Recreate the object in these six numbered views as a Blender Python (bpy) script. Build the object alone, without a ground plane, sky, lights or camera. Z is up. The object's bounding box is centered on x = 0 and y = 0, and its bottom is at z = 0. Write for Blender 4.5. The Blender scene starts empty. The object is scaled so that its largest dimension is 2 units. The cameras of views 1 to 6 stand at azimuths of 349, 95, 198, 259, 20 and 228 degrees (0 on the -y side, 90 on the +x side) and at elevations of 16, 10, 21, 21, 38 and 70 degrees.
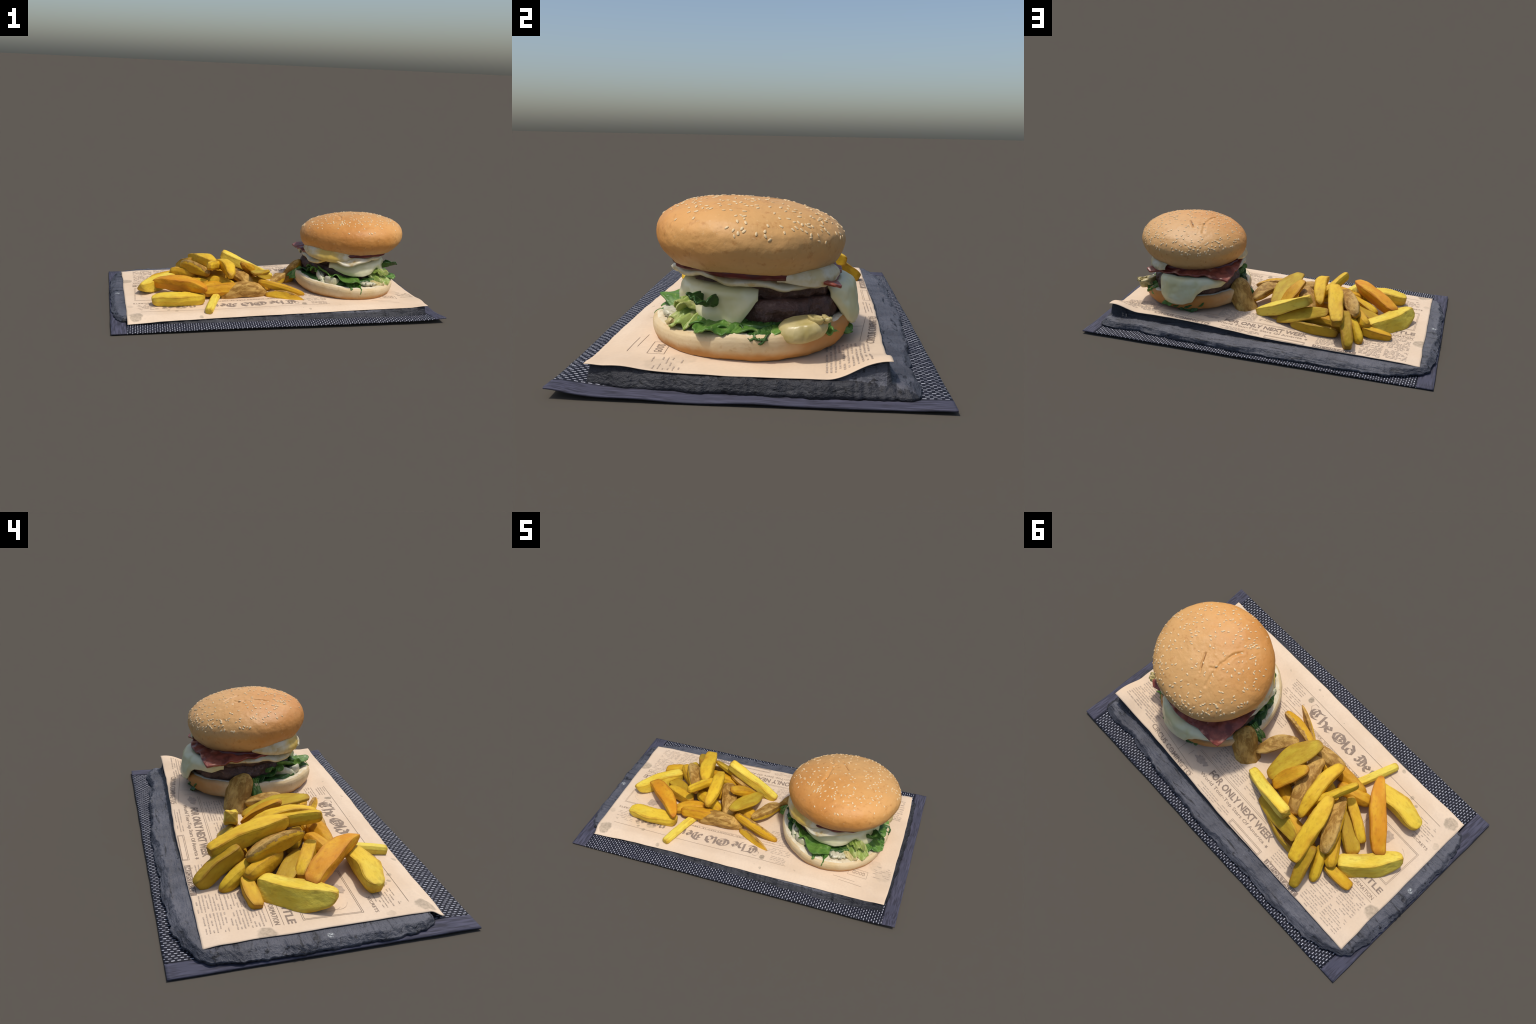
import bpy, math, random
import numpy as np
from mathutils import Vector, Matrix, noise

rng = random.Random(11)
TAU = 2 * math.pi
SC = bpy.context.scene.collection


# ------------------------------------------------------------------ helpers
def sm(a, b, x):
    t = min(1.0, max(0.0, (x - a) / (b - a))) if a != b else float(x > a)
    return t * t * (3 - 2 * t)


def interp(x, xs, ys):
    return float(np.interp(x, xs, ys))


def n3(x, y, z, f=1.0, seed=0.0):
    return noise.noise(Vector((x * f + seed, y * f - seed * .7, z * f + seed * 1.3)))


def fbm(x, y, z, f=1.0, seed=0.0, octaves=4):
    s, a = 0.0, 1.0
    for _ in range(octaves):
        s += a * n3(x, y, z, f, seed)
        a *= .5
        f *= 2.0
    return s


def add(name, verts, faces, mats, parent=None, smooth=True, midx=None, matrix=None):
    me = bpy.data.meshes.new(name)
    me.from_pydata([tuple(v) for v in verts], [], faces)
    for m in mats:
        me.materials.append(m)
    if midx is not None:
        me.polygons.foreach_set("material_index", midx)
    me.polygons.foreach_set("use_smooth", [smooth] * len(me.polygons))
    me.update()
    ob = bpy.data.objects.new(name, me)
    SC.objects.link(ob)
    if matrix is not None:
        ob.matrix_world = matrix
    if parent:
        ob.parent = parent
    return ob


def empty(name, label, category, loc=(0, 0, 0)):
    ob = bpy.data.objects.new(name, None)
    SC.objects.link(ob)
    ob.empty_display_size = .05
    tag(ob, label, category)
    return ob


def tag(ob, label, category):
    ob["label"] = label
    ob["category"] = category


def grid_faces(nu, nv, cu=False, cv=False):
    f = []
    for i in range(nu if cu else nu - 1):
        for j in range(nv if cv else nv - 1):
            a, b = i, (i + 1) % nu
            c, d = j, (j + 1) % nv
            f.append((a * nv + c, b * nv + c, b * nv + d, a * nv + d))
    return f


def shell(P, th):
    """closed thin body from a grid of points P[nu,nv,3]; th scalar or [nu,nv]"""
    P = np.asarray(P, float)
    nu, nv = P.shape[:2]
    du, dv = np.gradient(P, axis=0), np.gradient(P, axis=1)
    N = np.cross(du, dv)
    N /= np.linalg.norm(N, axis=2, keepdims=True) + 1e-12
    th = np.broadcast_to(np.asarray(th, float), (nu, nv))[..., None]
    A = (P + N * th / 2).reshape(-1, 3)
    B = (P - N * th / 2).reshape(-1, 3)
    V = np.vstack([A, B])
    n = nu * nv
    F = grid_faces(nu, nv)
    F2 = [tuple(n + q for q in reversed(f)) for f in F]
    rim = [i * nv for i in range(nu)] + [(nu - 1) * nv + j for j in range(1, nv)] + \
          [i * nv + nv - 1 for i in range(nu - 2, -1, -1)] + [j for j in range(nv - 2, 0, -1)]
    S = []
    for k in range(len(rim)):
        a, b = rim[k], rim[(k + 1) % len(rim)]
        S.append((b, a, n + a, n + b))
    return V, F + F2 + S


def revolve(profile, nth, fn):
    """profile: list of (r,z); fn(theta,k,r,z)->xyz ; closes both ends with a fan"""
    V, nr = [], len(profile)
    for i in range(nth):
        th = TAU * i / nth
        for k, (r, z) in enumerate(profile):
            V.append(fn(th, k, r, z))
    F = grid_faces(nth, nr, cu=True)
    V = [tuple(v) for v in V]
    a = np.mean([V[i * nr] for i in range(nth)], axis=0)
    b = np.mean([V[i * nr + nr - 1] for i in range(nth)], axis=0)
    ia = len(V)
    V += [tuple(a), tuple(b)]
    for i in range(nth):
        j = (i + 1) % nth
        F.append((ia, j * nr, i * nr))
        F.append((ia + 1, i * nr + nr - 1, j * nr + nr - 1))
    return V, F


# ---------------------------------------------------------------- materials
class NT:
    def __init__(self, name, rough=.6, spec=.4):
        self.m = bpy.data.materials.new(name)
        self.m.use_nodes = True
        self.t = self.m.node_tree
        self.b = self.t.nodes["Principled BSDF"]
        self.b.inputs["Roughness"].default_value = rough
        self.b.inputs["Specular IOR Level"].default_value = spec
        self.tc = self.t.nodes.new("ShaderNodeTexCoord")
        self.obj = self.tc.outputs["Object"]
        self.gen = self.tc.outputs["Generated"]

    def link(self, a, b):
        self.t.links.new(a, b)

    def put(self, sock, v):
        if hasattr(v, "is_linked"):
            self.link(v, sock)
        elif isinstance(v, (tuple, list)):
            sock.default_value = (*v, 1) if len(v) == 3 and sock.type == "RGBA" else v
        else:
            sock.default_value = v

    def noise(self, scale, detail=4, rough=.55, vec=None, dist=0.0):
        n = self.t.nodes.new("ShaderNodeTexNoise")
        n.inputs["Scale"].default_value = scale
        n.inputs["Detail"].default_value = detail
        n.inputs["Roughness"].default_value = rough
        n.inputs["Distortion"].default_value = dist
        self.link(vec or self.obj, n.inputs["Vector"])
        return n.outputs["Fac"]

    def voronoi(self, scale, vec=None, out="Distance"):
        n = self.t.nodes.new("ShaderNodeTexVoronoi")
        n.inputs["Scale"].default_value = scale
        self.link(vec or self.obj, n.inputs["Vector"])
        return n.outputs[out]

    def mapping(self, vec, scale=(1, 1, 1), loc=(0, 0, 0), rot=(0, 0, 0)):
        n = self.t.nodes.new("ShaderNodeMapping")
        n.inputs["Scale"].default_value = scale
        n.inputs["Location"].default_value = loc
        n.inputs["Rotation"].default_value = rot
        self.link(vec, n.inputs["Vector"])
        return n.outputs[0]

    def math(self, op, a, b=0.0, c=None):
        n = self.t.nodes.new("ShaderNodeMath")
        n.operation = op
        self.put(n.inputs[0], a)
        self.put(n.inputs[1], b)
        if c is not None:
            self.put(n.inputs[2], c)
        return n.outputs[0]

    def rng(self, v, a, b, lo=0.0, hi=1.0):
        n = self.t.nodes.new("ShaderNodeMapRange")
        n.interpolation_type = "SMOOTHSTEP"
        self.put(n.inputs["Value"], v)
        for k, q in (("From Min", a), ("From Max", b), ("To Min", lo), ("To Max", hi)):
            n.inputs[k].default_value = q
        return n.outputs[0]

    def mix(self, f, a, b, mode="MIX"):
        n = self.t.nodes.new("ShaderNodeMix")
        n.data_type = "RGBA"
        n.blend_type = mode
        self.put(n.inputs[0], f)
        self.put(n.inputs[6], a)
        self.put(n.inputs[7], b)
        return n.outputs[2]

    def sep(self, vec=None):
        n = self.t.nodes.new("ShaderNodeSeparateXYZ")
        self.link(vec or self.obj, n.inputs[0])
        return n.outputs

    def dist(self, p, vec=None):
        n = self.t.nodes.new("ShaderNodeVectorMath")
        n.operation = "DISTANCE"
        self.link(vec or self.obj, n.inputs[0])
        n.inputs[1].default_value = p
        return n.outputs["Value"]

    def color(self, c):
        self.put(self.b.inputs["Base Color"], c)

    def bump(self, h, strength=.3, distance=.004):
        n = self.t.nodes.new("ShaderNodeBump")
        n.inputs["Strength"].default_value = strength
        n.inputs["Distance"].default_value = distance
        self.link(h, n.inputs["Height"])
        self.link(n.outputs[0], self.b.inputs["Normal"])


def mat_noise(name, c1, c2, scale, rough=.6, spec=.3, lo=.35, hi=.65, c3=None, scale3=60, bump=None, sss=0.0):
    k = NT(name, rough, spec)
    col = k.mix(k.rng(k.noise(scale), lo, hi), c1, c2)
    if c3:
        col = k.mix(k.rng(k.noise(scale3, 5), .55, .72), col, c3)
    k.color(col)
    if bump:
        k.bump(k.noise(bump[0], 5), bump[1], bump[2])
    if sss:
        k.b.inputs["Subsurface Weight"].default_value = sss
        k.b.inputs["Subsurface Radius"].default_value = (.02, .012, .006)
    return k.m


# --- placemat weave
def weave_material():
    k = NT("woven_cloth", .75, .25)
    w = k.noise(18, 3)
    warp = k.t.nodes.new("ShaderNodeVectorMath")
    warp.operation = "ADD"
    nn = k.t.nodes.new("ShaderNodeTexNoise")
    nn.inputs["Scale"].default_value = 35
    k.link(k.obj, nn.inputs["Vector"])
    sc = k.t.nodes.new("ShaderNodeVectorMath")
    sc.operation = "SCALE"
    k.link(nn.outputs["Color"], sc.inputs[0])
    sc.inputs["Scale"].default_value = .006
    k.link(k.obj, warp.inputs[0])
    k.link(sc.outputs[0], warp.inputs[1])
    v = k.mapping(warp.outputs[0], rot=(0, 0, math.radians(91.5)))
    br = k.t.nodes.new("ShaderNodeTexBrick")
    br.offset = .5
    br.inputs["Scale"].default_value = 1.0
    br.inputs["Brick Width"].default_value = .0220
    br.inputs["Row Height"].default_value = .0135
    br.inputs["Mortar Size"].default_value = .0056
    br.inputs["Mortar Smooth"].default_value = .25
    br.inputs["Bias"].default_value = -.1
    br.inputs["Color1"].default_value = (.62, .62, .68, 1)
    br.inputs["Color2"].default_value = (.30, .30, .36, 1)
    br.inputs["Mortar"].default_value = (.010, .011, .020, 1)
    k.link(v, br.inputs["Vector"])
    fade = k.rng(w, .52, .74)
    col = k.mix(k.math("MULTIPLY", fade, .6), br.outputs["Color"], (.028, .029, .048))
    speck = k.rng(k.noise(160, 2), .3, .7, .55, 1.0)
    col = k.mix(1.0, col, k.mix(speck, (.35, .35, .35), (1, 1, 1)), "MULTIPLY")
    k.color(col)
    k.bump(br.outputs["Fac"], -.5, .003)
    return k.m


def hem_material():
    k = NT("hem_cloth", .8, .25)
    v = k.mapping(k.obj, scale=(1, .08, 1))
    f = k.noise(150, 4, vec=v)
    col = k.mix(k.rng(f, .35, .65), (.038, .037, .052), (.082, .080, .116))
    col = k.mix(k.rng(k.noise(9, 3), .5, .75), col, (.062, .062, .09))
    k.color(col)
    k.bump(f, .35, .003)
    return k.m


def slate_material(name="slate_stone", tone=1.0):
    k = NT(name, .55, .4)
    a = k.noise(7, 6, .6)
    b = k.noise(45, 6, .7)
    col = k.mix(k.rng(a, .3, .7), (.052, .053, .068), (.104, .105, .130))
    col = k.mix(k.rng(b, .56, .76), col, (.024, .024, .032))
    v = k.mapping(k.obj, scale=(1, 4.5, 9), rot=(0, 0, math.radians(12)))
    col = k.mix(k.rng(k.noise(9, 5, .6, vec=v, dist=.6), .56, .66), col, (.013, .013, .018))
    col = k.mix(k.rng(k.noise(85, 3), .71, .77), col, (.2, .21, .24))
    chip = k.math("MULTIPLY", k.rng(k.dist((-.934, -.032, .045)), .006, .017, 1, 0), k.rng(k.noise(150, 3), .45, .58))
    col = k.mix(chip, col, (.55, .58, .58))
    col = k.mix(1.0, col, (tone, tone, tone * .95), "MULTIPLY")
    k.color(col)
    h = k.math("ADD", k.noise(60, 6, .65), k.math("MULTIPLY", k.noise(14, 4, vec=v), 1.4))
    k.bump(h, .6, .009)
    return k.m


STAINS = [(.168, -.356, .016, 1), (.187, -.443, .009, .8), (.145, -.425, .003, .7), (-.826, -.440, .040, .75),
          (-.884, .188, .036, .75), (-.60, -.385, .011, .7), (-.64, -.367, .010, .7), (-.565, -.33, .03, .5),
          (-.655, -.34, .012, .6), (-.36, .395, .007, .8), (-.86, -.29, .02, .35), (-.46, -.462, .010, .6),
          (-.05, -.40, .003, .8), (-.79, -.35, .004, .5), (.86, -.25, .05, .25), (.80, -.19, .04, .22), (.38, -.40, .004, .4)]


def paper_material():
    k = NT("newsprint_paper", .7, .25)
    col = k.mix(k.rng(k.noise(5, 4), .35, .65), (.70, .53, .365), (.745, .58, .415))
    col = k.mix(k.rng(k.noise(90, 4), .35, .75, 0, .35), col, (.63, .48, .345))
    nn = k.t.nodes.new("ShaderNodeTexNoise")
    nn.inputs["Scale"].default_value = 28
    nn.inputs["Detail"].default_value = 3
    k.link(k.obj, nn.inputs["Vector"])
    sub = k.t.nodes.new("ShaderNodeVectorMath")
    sub.operation = "MULTIPLY_ADD"
    k.link(nn.outputs["Color"], sub.inputs[0])
    sub.inputs[1].default_value = (.035, .035, 0)
    k.link(k.obj, sub.inputs[2])
    fl = k.t.nodes.new("ShaderNodeVectorMath")
    fl.operation = "MULTIPLY"
    k.link(sub.outputs[0], fl.inputs[0])
    fl.inputs[1].default_value = (1, 1, 0)
    tot = None
    for x, y, r, s in STAINS:
        d = k.dist((x + .0175, y + .0175, 0), fl.outputs[0])
        m = k.rng(d, r * .8, r * 1.12, s, 0)
        tot = m if tot is None else k.math("MAXIMUM", tot, m)
    grain = k.rng(k.noise(70, 3), .3, .7, .55, 1)
    col = k.mix(k.math("MULTIPLY", tot, grain), col, (.30, .235, .16))
    k.color(col)
    k.bump(k.noise(30, 4), .12, .006)
    return k.m


def bun_material():
    k = NT("bun_crust", .5, .35)
    x, y, z = k.sep()
    base = k.mix(k.rng(k.noise(5, 4), .35, .65), (.60, .265, .062), (.67, .33, .095))
    # deeper baked crown towards one side, paler flour-dusted other side
    g = k.math("ADD", k.math("ADD", k.math("MULTIPLY", y, 1.0), k.math("MULTIPLY", x, .35)), k.math("MULTIPLY", k.noise(6, 3), .22))
    base = k.mix(k.rng(g, -.10, .30), base, (.63, .345, .12))
    base = k.mix(k.rng(g, .02, -.34, 0, .75), base, (.53, .20, .034))
    # unbaked pale belly below the flank, ragged border
    belly = k.math("ADD", z, k.math("MULTIPLY", k.noise(14, 4), .05))
    base = k.mix(k.rng(belly, .0, -.055, 0, .55), base, (.60, .40, .18))
    base = k.mix(k.rng(k.noise(38, 5, .6), .54, .72, 0, .5), base, (.40, .15, .028))
    base = k.mix(k.rng(k.noise(75, 4), .62, .75, 0, .5), base, (.74, .50, .24))
    # pick slit on the crown
    dx = k.math("SUBTRACT", x, -.02)
    dy = k.math("SUBTRACT", y, .07)
    u = k.math("ADD", k.math("MULTIPLY", dx, .56), k.math("MULTIPLY", dy, -.83))
    w = k.math("ADD", k.math("MULTIPLY", dx, .83), k.math("MULTIPLY", dy, .56))
    slit = k.math("MULTIPLY", k.rng(k.math("ABSOLUTE", u), .036, .043, 1, 0), k.rng(k.math("ABSOLUTE", w), .0022, .0050, 1, 0))
    slit = k.math("MULTIPLY", slit, k.rng(z, .08, .1))
    base = k.mix(k.math("MULTIPLY", slit, .75), base, (.22, .085, .02))
    k.color(base)
    k.bump(k.math("ADD", k.noise(55, 5), k.math("MULTIPLY", k.noise(16, 3), 1.2)), .28, .006)
    k.b.inputs["Subsurface Weight"].default_value = .0
    return k.m


def heel_material():
    k = NT("heel_crust", .6, .3)
    x, y, z = k.sep()
    base = k.mix(k.rng(k.noise(9, 4), .35, .65), (.62, .45, .23), (.67, .52, .31))
    g = k.math("ADD", y, k.math("MULTIPLY", k.noise(8, 3), .25))
    base = k.mix(k.rng(g, .16, .44), base, (.47, .20, .045))
    b = k.math("ADD", z, k.math("MULTIPLY", k.noise(16, 4), .03))
    base = k.mix(k.rng(b, -.015, -.045), base, (.46, .22, .06))
    base = k.mix(k.rng(k.noise(45, 5), .55, .75, 0, .4), base, (.42, .24, .09))
    k.color(base)
    k.bump(k.noise(50, 5), .3, .005)
    return k.m


def fry_material(name, c_hi, c_lo, c_end, amt=.7):
    k = NT(name, .6, .2)
    oi = k.t.nodes.new("ShaderNodeObjectInfo")
    v = k.mapping(k.obj, scale=(.45, 1, 1))
    off = k.t.nodes.new("ShaderNodeVectorMath")
    off.operation = "ADD"
    k.link(v, off.inputs[0])
    k.link(oi.outputs["Random"], off.inputs[1])
    f = k.math("ADD", k.noise(16, 4, vec=off.outputs[0]), k.math("MULTIPLY", k.math("SUBTRACT", oi.outputs["Random"], .5), .28))
    col = k.mix(k.rng(f, .34, .66), c_hi, c_lo)
    col = k.mix(k.rng(k.noise(70, 5, vec=off.outputs[0]), .50, .76, 0, .42), col, c_end)
    gx = k.sep(k.gen)[0]
    e = k.math("MULTIPLY", k.math("ABSOLUTE", k.math("SUBTRACT", gx, .5)), 2.0)
    e = k.math("ADD", e, k.math("MULTIPLY", k.math("SUBTRACT", k.noise(22, 3, vec=off.outputs[0]), .5), .45))
    col = k.mix(k.rng(e, .80, 1.08, 0, amt), col, c_end)
    geo = k.t.nodes.new("ShaderNodeNewGeometry")       # crisp browned corners
    crisp = k.math("MULTIPLY", k.rng(geo.outputs["Pointiness"], .506, .55), k.rng(k.noise(26, 4, vec=off.outputs[0]), .30, .70, .15, .75))
    col = k.mix(crisp, col, c_end)
    k.color(col)
    k.bump(k.noise(60, 5, vec=off.outputs[0]), .55, .005)
    return k.m


def skin_material():
    k = NT("potato_skin", .6, .25)
    v = k.mapping(k.obj, scale=(.55, 1, 1))
    a = k.noise(28, 6, .65, vec=v, dist=.8)
    col = k.mix(k.rng(a, .38, .62), (.30, .150, .026), (.56, .335, .085))
    col = k.mix(k.rng(k.noise(85, 4), .58, .72, 0, .6), col, (.17, .075, .016))
    col = k.mix(k.rng(k.noise(11, 3), .55, .7, 0, .5), col, (.60, .39, .13))
    k.color(col)
    k.bump(a, .7, .008)
    return k.m


def lettuce_material(name, c1, c2, rib):
    k = NT(name, .4, .45)
    a = k.noise(13, 5, .6, dist=.6)
    col = k.mix(k.rng(a, .35, .62), c1, c2)
    v = k.mapping(k.obj, scale=(1, 1, .35))
    col = k.mix(k.rng(k.noise(26, 4, vec=v, dist=1.2), .60, .70, 0, .7), col, rib)
    k.color(col)
    k.bump(k.noise(40, 5, dist=1), .5, .005)
    tr = k.t.nodes.new("ShaderNodeBsdfTranslucent")
    k.put(tr.inputs["Color"], col)
    ms = k.t.nodes.new("ShaderNodeMixShader")
    ms.inputs[0].default_value = .18
    out = k.t.nodes["Material Output"]
    k.link(k.b.outputs[0], ms.inputs[1])
    k.link(tr.outputs[0], ms.inputs[2])
    k.link(ms.outputs[0], out.inputs["Surface"])
    return k.m


def egg_material(name="fried_egg", yolk=(-.185, -.215, .01)):
    k = NT(name, .4, .4)
    f = k.noise(14, 4)
    col = k.mix(k.rng(f, .35, .65), (.55, .45, .23), (.66, .60, .44))
    d = k.dist(yolk)
    d = k.math("ADD", d, k.math("MULTIPLY", k.math("SUBTRACT", k.noise(18, 3), .5), .09))
    col = k.mix(k.rng(d, .035, .125, .85, 0), col, (.60, .38, .03))
    col = k.mix(k.rng(k.noise(30, 4), .52, .70, 0, .65), col, (.48, .31, .09))
    k.color(col)
    k.bump(k.noise(30, 4), .25, .005)
    return k.m


def cheese_material():
    k = NT("melted_cheese", .35, .5)
    col = k.mix(k.rng(k.noise(9, 4), .35, .65), (.60, .55, .28), (.68, .65, .42))
    k.color(col)
    k.b.inputs["Subsurface Weight"].default_value = .06
    k.b.inputs["Subsurface Radius"].default_value = (.02, .018, .01)
    k.bump(k.noise(18, 3), .15, .006)
    return k.m


M_WEAVE, M_HEM, M_SLATE, M_PAPER = weave_material(), hem_material(), slate_material(), paper_material()
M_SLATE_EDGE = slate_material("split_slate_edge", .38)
M_INK = mat_noise("printing_ink", (.25, .185, .14), (.33, .25, .19), 60, .8, .1)
M_INK_LIGHT = mat_noise("pale_printing_ink", (.43, .33, .25), (.50, .395, .30), 60, .8, .1)
M_PAPER_GAP = mat_noise("bare_paper", (.62, .49, .37), (.68, .54, .41), 60, .8, .1)
M_BUN, M_HEEL = bun_material(), heel_material()
M_CRUMB = mat_noise("bread_crumb", (.66, .55, .37), (.74, .66, .49), 26, .8, .15, c3=(.50, .38, .22), scale3=40, bump=(90, .4, .004))
M_SEED = mat_noise("sesame", (.68, .47, .22), (.78, .61, .37), 6, .45, .4)
M_FLESH = fry_material("potato_flesh", (.73, .465, .026), (.61, .325, .014), (.36, .155, .014), .85)
M_FLESH_BRIGHT = fry_material("pale_potato_flesh", (.78, .61, .085), (.74, .51, .042), (.44, .22, .02), .6)
M_FLESH_GREEN = fry_material("dull_potato_flesh", (.55, .385, .030), (.45, .27, .015), (.31, .14, .014), .85)
M_FLESH_ORANGE = fry_material("golden_potato_flesh", (.72, .375, .020), (.64, .26, .010), (.42, .13, .010))
M_FLESH_AMBER = fry_material("amber_potato_flesh", (.68, .40, .024), (.60, .29, .014), (.36, .13, .012), .9)
M_SKIN = skin_material()
M_PATTY = mat_noise("grilled_meat", (.105, .050, .036), (.055, .024, .016), 22, .5, .45, c3=(.16, .09, .07), scale3=48, bump=(45, .9, .012))
M_BACON = mat_noise("bacon_meat", (.30, .066, .038), (.15, .026, .016), 17, .4, .5, c3=(.52, .22, .14), scale3=20, bump=(40, .5, .006))
M_SAUCE = mat_noise("red_sauce", (.13, .012, .010), (.08, .010, .008), 20, .35, .5)
M_LEAF = lettuce_material("lettuce_green", (.060, .165, .020), (.165, .315, .052), (.34, .42, .15))
M_LEAF_DARK = lettuce_material("lettuce_dark_green", (.020, .065, .012), (.055, .14, .022), (.13, .22, .06))
M_LEAF_PALE = lettuce_material("lettuce_pale_green", (.30, .42, .075), (.46, .50, .16), (.62, .60, .30))
M_ONION = mat_noise("onion_flesh", (.60, .56, .42), (.50, .48, .28), 14, .35, .5, bump=(30, .2, .004))
M_PICKLE = mat_noise("pale_pickle", (.42, .33, .11), (.54, .44, .20), 14, .35, .5, bump=(30, .2, .004))
M_EGG, M_CHEESE = egg_material(), cheese_material()
M_EGG_LOBE = egg_material("egg_rim", (-.165, -.249, .345))

# ---------------------------------------------------------------- placemat
MA, MB, MC, MD = (np.array(p) for p in ((-.964, -.600), (-1.0, .556), (.965, .606), (.996, -.553)))


def mat_xy(s, t):       # s along x 0..1, t along y 0..1
    return (1 - s) * ((1 - t) * MA + t * MB) + s * ((1 - t) * MD + t * MC)


def mat_z(x, y):
    d = math.hypot(x - .996, y + .553)
    z = .0085 + .0085 * sm(-.40, -.58, y) * sm(-1.0, -.3, x) + .004 * sm(.45, .58, y) * sm(-.6, .3, x) + .014 * math.exp(-(d / .15) ** 1.5)
    z += .0035 * sm(.86, .98, x) * math.sin(y * 19 + .8) * sm(.4, -.2, y)
    z += interp(x, [-.9, -.45, -.2, .2, .55, .8, .95], [.002, .006, .007, .012, .015, .010, .003]) * sm(-.585, -.515, y) * sm(-.35, -.45, y)
    z += .0015 * n3(x, y, 0, 5, 3)
    z -= .0045 * sm(-.5, -.98, x) * sm(-.3, .5, y)
    return z


def mat_piece(name, s0, s1, ns, nt, mat, parent, lift=0.0):
    P = np.zeros((ns, nt, 3))
    for i in range(ns):
        for j in range(nt):
            s, t = s0 + (s1 - s0) * i / (ns - 1), j / (nt - 1)
            x, y = mat_xy(s, t)
            x += .002 * n3(x, y, 0, 9, 1)
            y += .002 * n3(x, y, 0, 9, 5) * (1 if t in (0, 1) else 0)
            P[i, j] = (x, y, mat_z(x, y) + lift - .0025)
    V, F = shell(P, .005 + lift)
    V[:, 2] = np.maximum(V[:, 2], 0.0)
    return add(name, V, F, [mat], parent)


placemat = empty("placemat", "dark navy woven cloth placemat with plain hems", "placemat")
mat_piece("woven_panel", .043, .963, 120, 70, M_WEAVE, placemat)
mat_piece("hem_band", .0, .0428, 8, 90, M_HEM, placemat, .0012)
mat_piece("hem_band", .9632, 1.0, 8, 140, M_HEM, placemat, .0012)

# outline and lie of the paper sheet
YN = ([-.90, -.876, -.55, -.2, .2, .5, .91], [-.500, -.496, -.482, -.478, -.479, -.472, -.463])
YP = ([-.913, -.4, 0, .3, .6, .75, .89], [.424, .430, .436, .430, .424, .428, .432])
XL = ([-.496, -.3, 0, .25, .424], [-.876, -.884, -.896, -.904, -.913])
XR = ([-.463, -.3, -.1, .1, .3, .43], [.911, .914, .908, .906, .900, .889])
EZ = ([-.88, -.7, -.46, -.2, .2, .5, .9], [.020, .031, .037, .046, .058, .066, .072])


def paper_z(x, y):
    z = interp(x, [-.9, -.4, .15, .5, .7, .9], [.0495, .0565, .0695, .0745, .072, .061]) + .004 * sm(.0, -.3, y) * sm(-.3, .2, x)
    z += .0012 * fbm(x, y, 0, 4, 2)
    ed = interp(x, *EZ)
    yn = interp(x, *YN)
    z = z + (ed - z) * sm(yn + .062, yn, y)
    # curled corners of the burger end
    z += .013 * sm(.76, .91, x) * math.exp(-((y + .36) / .07) ** 2)
    z += .006 * sm(.80, .91, x) * sm(-.34, -.46, y)
    z += .043 * sm(.70, .87, x) * sm(.25, .42, y) + .015 * sm(-.1, .4, x) * sm(.24, .37, y)
    z -= .006 * sm(-.80, -.9, x) * sm(.35, .43, y)
    return z


# ------------------------------------------------------------- slate board
SL = [(-.965, .400), (-.976, .30), (-.978, .05), (-.970, -.20), (-.955, -.34), (-.945, -.395), (-.905, -.445),
      (-.80, -.458), (-.65, -.485), (-.45, -.502), (-.20, -.495), (.0, -.500), (.20, -.508), (.60, -.508), (.80, -.480), (.905, -.455),
      (.918, -.42), (.926, -.25), (.930, .0), (.928, .20), (.922, .40), (.920, .46), (.900, .508),
      (.82, .526), (.74, .520), (.66, .500), (.60, .525), (.50, .522), (.40, .530), (.15, .536), (.0, .546), (-.20, .540), (-.34, .530), (-.48, .538), (-.58, .522),
      (-.74, .520), (-.83, .498), (-.885, .462), (-.93, .440)]


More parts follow.
